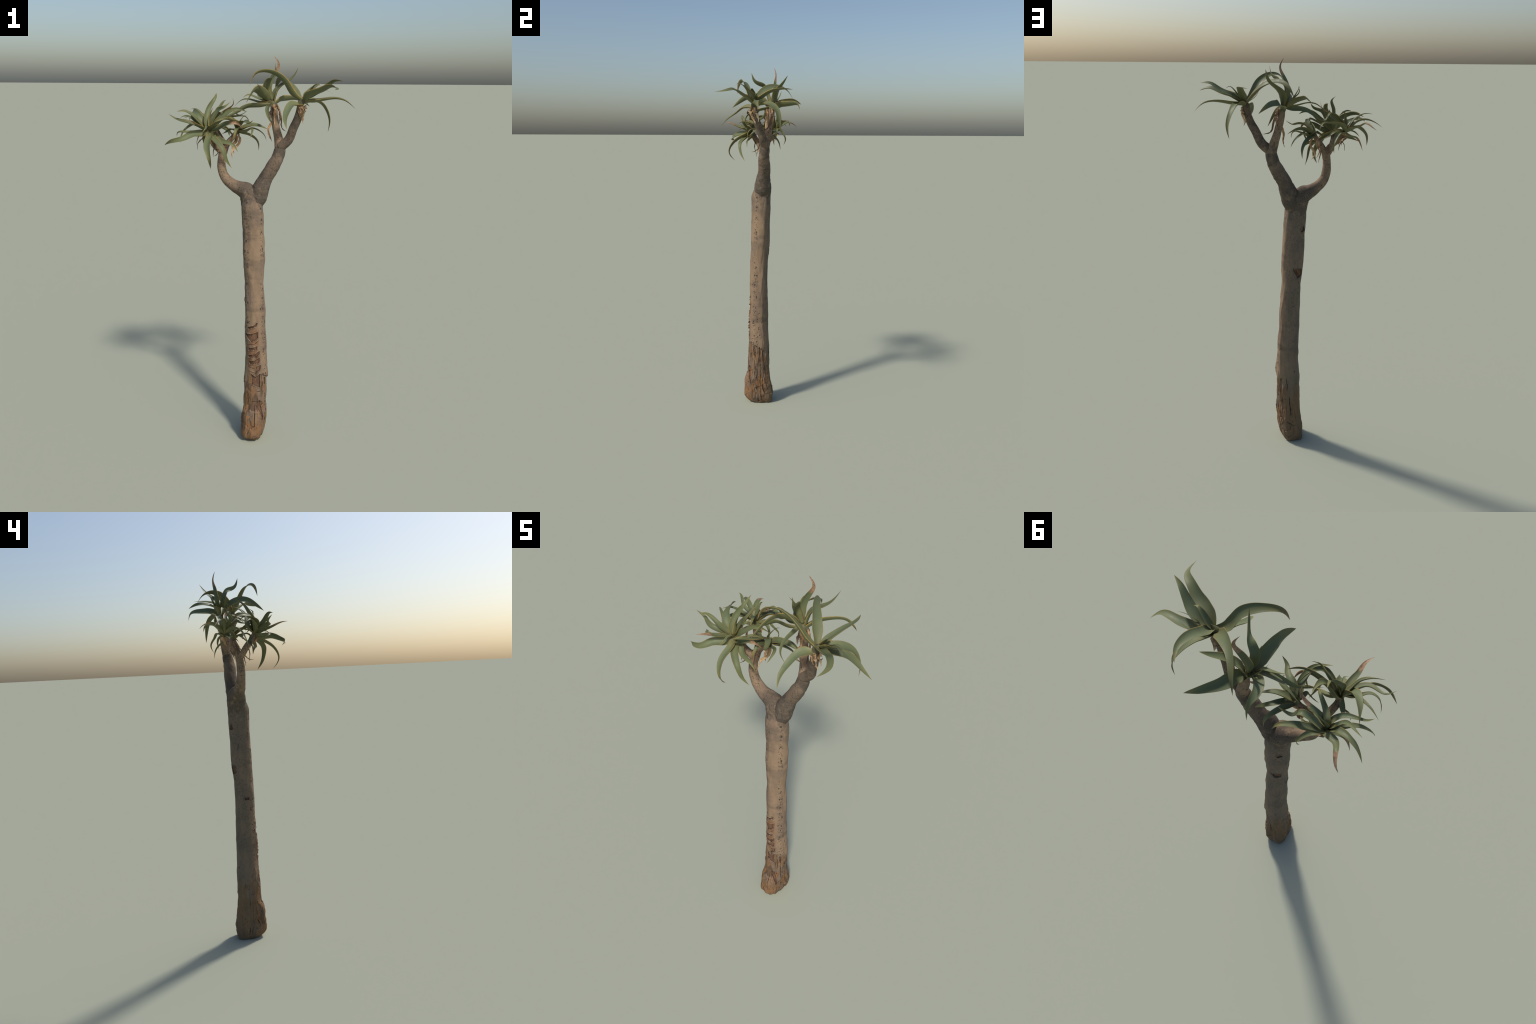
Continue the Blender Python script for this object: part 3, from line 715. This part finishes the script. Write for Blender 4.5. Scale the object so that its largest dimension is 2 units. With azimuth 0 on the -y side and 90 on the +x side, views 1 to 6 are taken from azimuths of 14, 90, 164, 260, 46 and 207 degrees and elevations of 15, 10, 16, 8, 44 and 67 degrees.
build_leaf("near", 0.026, [(-0.003, 0.003, -0.006), (0.036, 0.032, -0.017), (0.065, 0.061, -0.034), (0.087, 0.084, -0.065), (0.088, 0.094, -0.108)], roll=-15)
build_leaf("near", 0.036, [(0.004, 0.003, -0.002), (0.053, 0.006, 0.021), (0.100, 0.021, 0.024), (0.149, 0.038, 0.003)], roll=30)
build_leaf("near", 0.034, [(0.012, 0.004, 0.014), (0.035, -0.036, 0.043), (0.067, -0.061, 0.045), (0.085, -0.093, 0.038), (0.113, -0.114, 0.055)], roll=10)
build_leaf("near", 0.034, [(0.000, 0.002, 0.001), (0.009, -0.035, 0.034), (0.007, -0.087, 0.050), (-0.017, -0.127, 0.058), (-0.063, -0.159, 0.045)])
build_leaf("near", 0.022, [(0.003, -0.001, -0.001), (0.046, -0.022, 0.000), (0.083, -0.037, 0.010), (0.095, -0.065, -0.005), (0.090, -0.091, -0.031)])
build_leaf("near", 0.025, [(0.001, 0.008, 0.011), (0.039, 0.014, -0.006), (0.065, 0.044, 0.008), (0.119, 0.066, -0.020), (0.137, 0.060, -0.058)])
build_leaf("near", 0.022, [(0.001, 0.000, 0.000), (0.014, -0.039, 0.010), (0.021, -0.079, 0.013), (0.016, -0.101, -0.017), (0.000, -0.091, -0.054)])
build_leaf("near", 0.014, [(0.000, 0.000, 0.001), (0.005, 0.001, 0.028), (0.020, 0.004, 0.050), (0.034, 0.016, 0.068), (0.049, 0.030, 0.071)])
build_leaf("near", 0.020, [(0.000, -0.001, 0.001), (-0.010, -0.025, 0.005), (-0.018, -0.042, 0.005), (-0.038, -0.039, -0.006), (-0.067, -0.035, -0.019)])
build_leaf("back", 0.027, [(-0.001, 0.003, -0.002), (-0.049, -0.017, 0.014), (-0.083, -0.041, 0.016), (-0.138, -0.065, -0.022), (-0.152, -0.085, -0.083)], roll=-25)
build_leaf("back", 0.023, [(-0.002, 0.000, 0.000), (-0.031, -0.006, 0.035), (-0.061, -0.014, 0.064), (-0.097, 0.008, 0.084), (-0.133, 0.023, 0.081)], roll=-15)
build_leaf("back", 0.029, [(-0.005, 0.005, -0.002), (-0.040, 0.012, 0.040), (-0.085, 0.028, 0.060), (-0.130, 0.049, 0.048), (-0.163, 0.078, 0.021)])
build_leaf("back", 0.029, [(0.001, 0.006, -0.004), (-0.016, 0.033, 0.022), (-0.050, 0.047, 0.028), (-0.068, 0.084, 0.045), (-0.084, 0.124, 0.032), (-0.105, 0.142, 0.015)], dry_tip=0.3, roll=10)
build_leaf("back", 0.036, [(-0.002, 0.010, -0.002), (0.037, 0.043, 0.040), (0.093, 0.060, 0.050), (0.143, 0.084, 0.046), (0.162, 0.093, 0.015)])
build_leaf("back", 0.023, [(0.000, 0.010, -0.011), (0.036, 0.041, 0.000), (0.060, 0.051, -0.021), (0.081, 0.067, -0.054), (0.071, 0.057, -0.094)], roll=-10)
build_leaf("back", 0.028, [(0.000, 0.000, 0.001), (0.029, -0.021, 0.007), (0.058, -0.040, -0.003), (0.087, -0.053, -0.019), (0.103, -0.078, -0.041)])
build_leaf("back", 0.026, [(-0.002, -0.003, 0.002), (0.026, -0.006, 0.047), (0.065, -0.008, 0.082), (0.108, -0.023, 0.109), (0.111, -0.046, 0.140)], dry_tip=0.42)
build_leaf("back", 0.025, [(-0.001, 0.002, 0.000), (0.004, -0.010, 0.037), (0.029, -0.042, 0.051), (0.059, -0.070, 0.073), (0.078, -0.107, 0.048)])
build_leaf("back", 0.018, [(0.000, 0.000, 0.001), (-0.003, 0.007, 0.030), (0.004, 0.014, 0.059), (0.008, 0.023, 0.086), (0.026, 0.020, 0.100)])
build_leaf("back", 0.024, [(0.001, 0.000, 0.000), (-0.029, -0.005, -0.020), (-0.063, -0.009, -0.030), (-0.085, -0.004, -0.061), (-0.096, -0.001, -0.097)], dry_tip=0.45)
build_leaf("back", 0.024, [(0.000, 0.000, 0.000), (0.031, 0.010, 0.005), (0.062, 0.014, -0.004), (0.085, 0.002, -0.023), (0.107, -0.019, -0.037)])
build_leaf("back", 0.024, [(0.002, -0.001, 0.001), (-0.020, -0.028, 0.037), (-0.063, -0.048, 0.053), (-0.112, -0.057, 0.049), (-0.139, -0.081, 0.038)])
build_leaf("back", 0.029, [(0.008, 0.027, 0.035), (0.085, 0.028, 0.089), (0.115, 0.034, 0.057), (0.167, 0.036, 0.078)])


# ---------------------------------------------------------- withered leaves
def build_withered(key, width, spine, mat, seed, curl=0.6, name="dry_leaf"):
    """Papery dead leaf: a crumpled, inrolled strip with thickness."""
    rows, half = 60, 7
    C, _ = spline(spine, rows)
    T = unit(np.gradient(C, axis=0))
    heart = HEARTS[key]
    out = unit(C - np.array([heart[0], heart[1], 0]) * (1, 1, 0) - np.stack([C[:, 0] * 0, C[:, 0] * 0, C[:, 2]], 1) + 1e-6)
    side = unit(np.cross(T, out))
    for _ in range(8):
        side[1:-1] = unit(side[:-2] + side[1:-1] * 2 + side[2:])
    nor = np.cross(side, T)
    t = np.linspace(0, 1, rows)
    w = 0.5 * width * np.minimum(1, 0.55 + 2.5 * t) * np.clip(1 - t**2.2, 0.03, 1)
    s = np.linspace(-1, 1, half)
    V = []
    for sign in (1, -1):
        for i in range(rows):
            tw = 0.9 * vnoise(np.array([[t[i] * 5, seed, 0.0]]), 71)[0]
            sd, nn = side[i] * math.cos(tw) + nor[i] * math.sin(tw), nor[i] * math.cos(tw) - side[i] * math.sin(tw)
            p = np.stack([np.full(half, t[i] * 14), s * 1.6 + seed, np.full(half, seed * 1.3)], 1)
            bumpy = 0.35 * w[i] * vnoise(p, 72) + 0.15 * w[i] * vnoise(p * 2.3, 73)
            edge = sign * 0.0011 * (1 - s**2 * 0.8)
            V.append(C[i] + sd * (w[i] * s * (1 - 0.3 * curl * s**2))[:, None] + nn * (curl * w[i] * s**2 + bumpy + edge)[:, None])
    V = np.concatenate(V)
    n = rows * half
    F = []
    for i in range(rows - 1):
        for j in range(half - 1):
            a = i * half + j
            F.append((a, a + 1, a + half + 1, a + half))
            F.append((n + a + half, n + a + half + 1, n + a + 1, n + a))
        for j in (0, half - 1):
            a, b = i * half + j, (i + 1) * half + j
            F.append((a, b, n + b, n + a) if j == 0 else (b, a, n + a, n + b))
    for j in range(half - 1):
        F.append((j + 1, j, n + j, n + j + 1))
        a = (rows - 1) * half + j
        F.append((a, a + 1, n + a + 1, n + a))
    crown = CROWN[key]
    at = TREE_BASE + np.array(crown.location)
    return make_object(name, V, F, [mat], C[0], crown, parent_at=at)


WITHERED = [
    ("right", 0.034, [(0.200, -0.048, 1.776), (0.201, -0.045, 1.752), (0.198, -0.036, 1.722), (0.203, -0.026, 1.687)], PALE),
    ("right", 0.026, [(0.209, -0.032, 1.774), (0.206, -0.028, 1.748), (0.200, -0.014, 1.722), (0.201, -0.008, 1.697)], PALE),
    ("right", 0.024, [(0.184, -0.048, 1.778), (0.187, -0.049, 1.760), (0.188, -0.049, 1.740), (0.192, -0.046, 1.718)], DRY),
    ("inner", 0.017, [(0.050, 0.074, 1.765), (0.074, 0.056, 1.715), (0.084, 0.040, 1.665), (0.117, -0.007, 1.649)], DRY_DARK),
    ("inner", 0.024, [(0.047, 0.038, 1.772), (0.046, 0.036, 1.735), (0.048, 0.032, 1.697), (0.055, 0.025, 1.664)], DRY),
    ("inner", 0.020, [(0.056, 0.058, 1.772), (0.064, 0.062, 1.74), (0.068, 0.066, 1.712), (0.066, 0.070, 1.68)], DRY),
    ("inner", 0.026, [(0.030, 0.046, 1.772), (0.032, 0.038, 1.748), (0.030, 0.034, 1.725), (0.030, 0.030, 1.70)], SHEATH),
    ("inner", 0.016, [(0.036, 0.046, 1.690), (0.022, 0.031, 1.662), (0.025, 0.040, 1.622), (0.029, 0.074, 1.593)], DRY),
    ("near", 0.023, [(-0.131, 0.023, 1.631), (-0.124, 0.011, 1.592), (-0.149, 0.000, 1.554), (-0.143, -0.040, 1.513)], DRY),
    ("near", 0.024, [(-0.150, 0.034, 1.632), (-0.146, 0.038, 1.600), (-0.158, 0.030, 1.566), (-0.150, 0.022, 1.530)], DRY),
    ("near", 0.010, [(-0.182, -0.004, 1.585), (-0.183, -0.018, 1.550), (-0.181, -0.026, 1.522), (-0.179, -0.031, 1.496)], DRY_DARK),
    ("back", 0.036, [(-0.272, 0.090, 1.650), (-0.262, 0.088, 1.633), (-0.251, 0.080, 1.615), (-0.240, 0.072, 1.597)], DRY),
    ("back", 0.018, [(-0.262, 0.058, 1.645), (-0.246, 0.046, 1.622), (-0.236, 0.034, 1.600), (-0.226, 0.030, 1.575)], SHEATH),
    ("back", 0.014, [(-0.286, 0.060, 1.640), (-0.284, 0.036, 1.612), (-0.272, 0.018, 1.590), (-0.268, 0.010, 1.560)], DRY_DARK),
    ("front", 0.020, [(-0.268, -0.078, 1.640), (-0.262, -0.068, 1.618), (-0.254, -0.052, 1.600), (-0.244, -0.040, 1.575)], DRY),
    ("front", 0.010, [(-0.268, -0.040, 1.622), (-0.300, -0.042, 1.602), (-0.318, -0.044, 1.580), (-0.320, -0.042, 1.553)], DRY_DARK),
    ("front", 0.009, [(-0.238, -0.034, 1.590), (-0.236, -0.044, 1.565), (-0.240, -0.042, 1.545), (-0.242, -0.037, 1.520)], DRY_DARK),
    ("front", 0.008, [(-0.225, -0.010, 1.560), (-0.220, -0.030, 1.540), (-0.226, -0.046, 1.528), (-0.232, -0.066, 1.526)], DRY_DARK),
]
for i, (key, w, sp, mat) in enumerate(WITHERED):
    build_withered(key, w, sp, mat, i * 2.7 + 1)
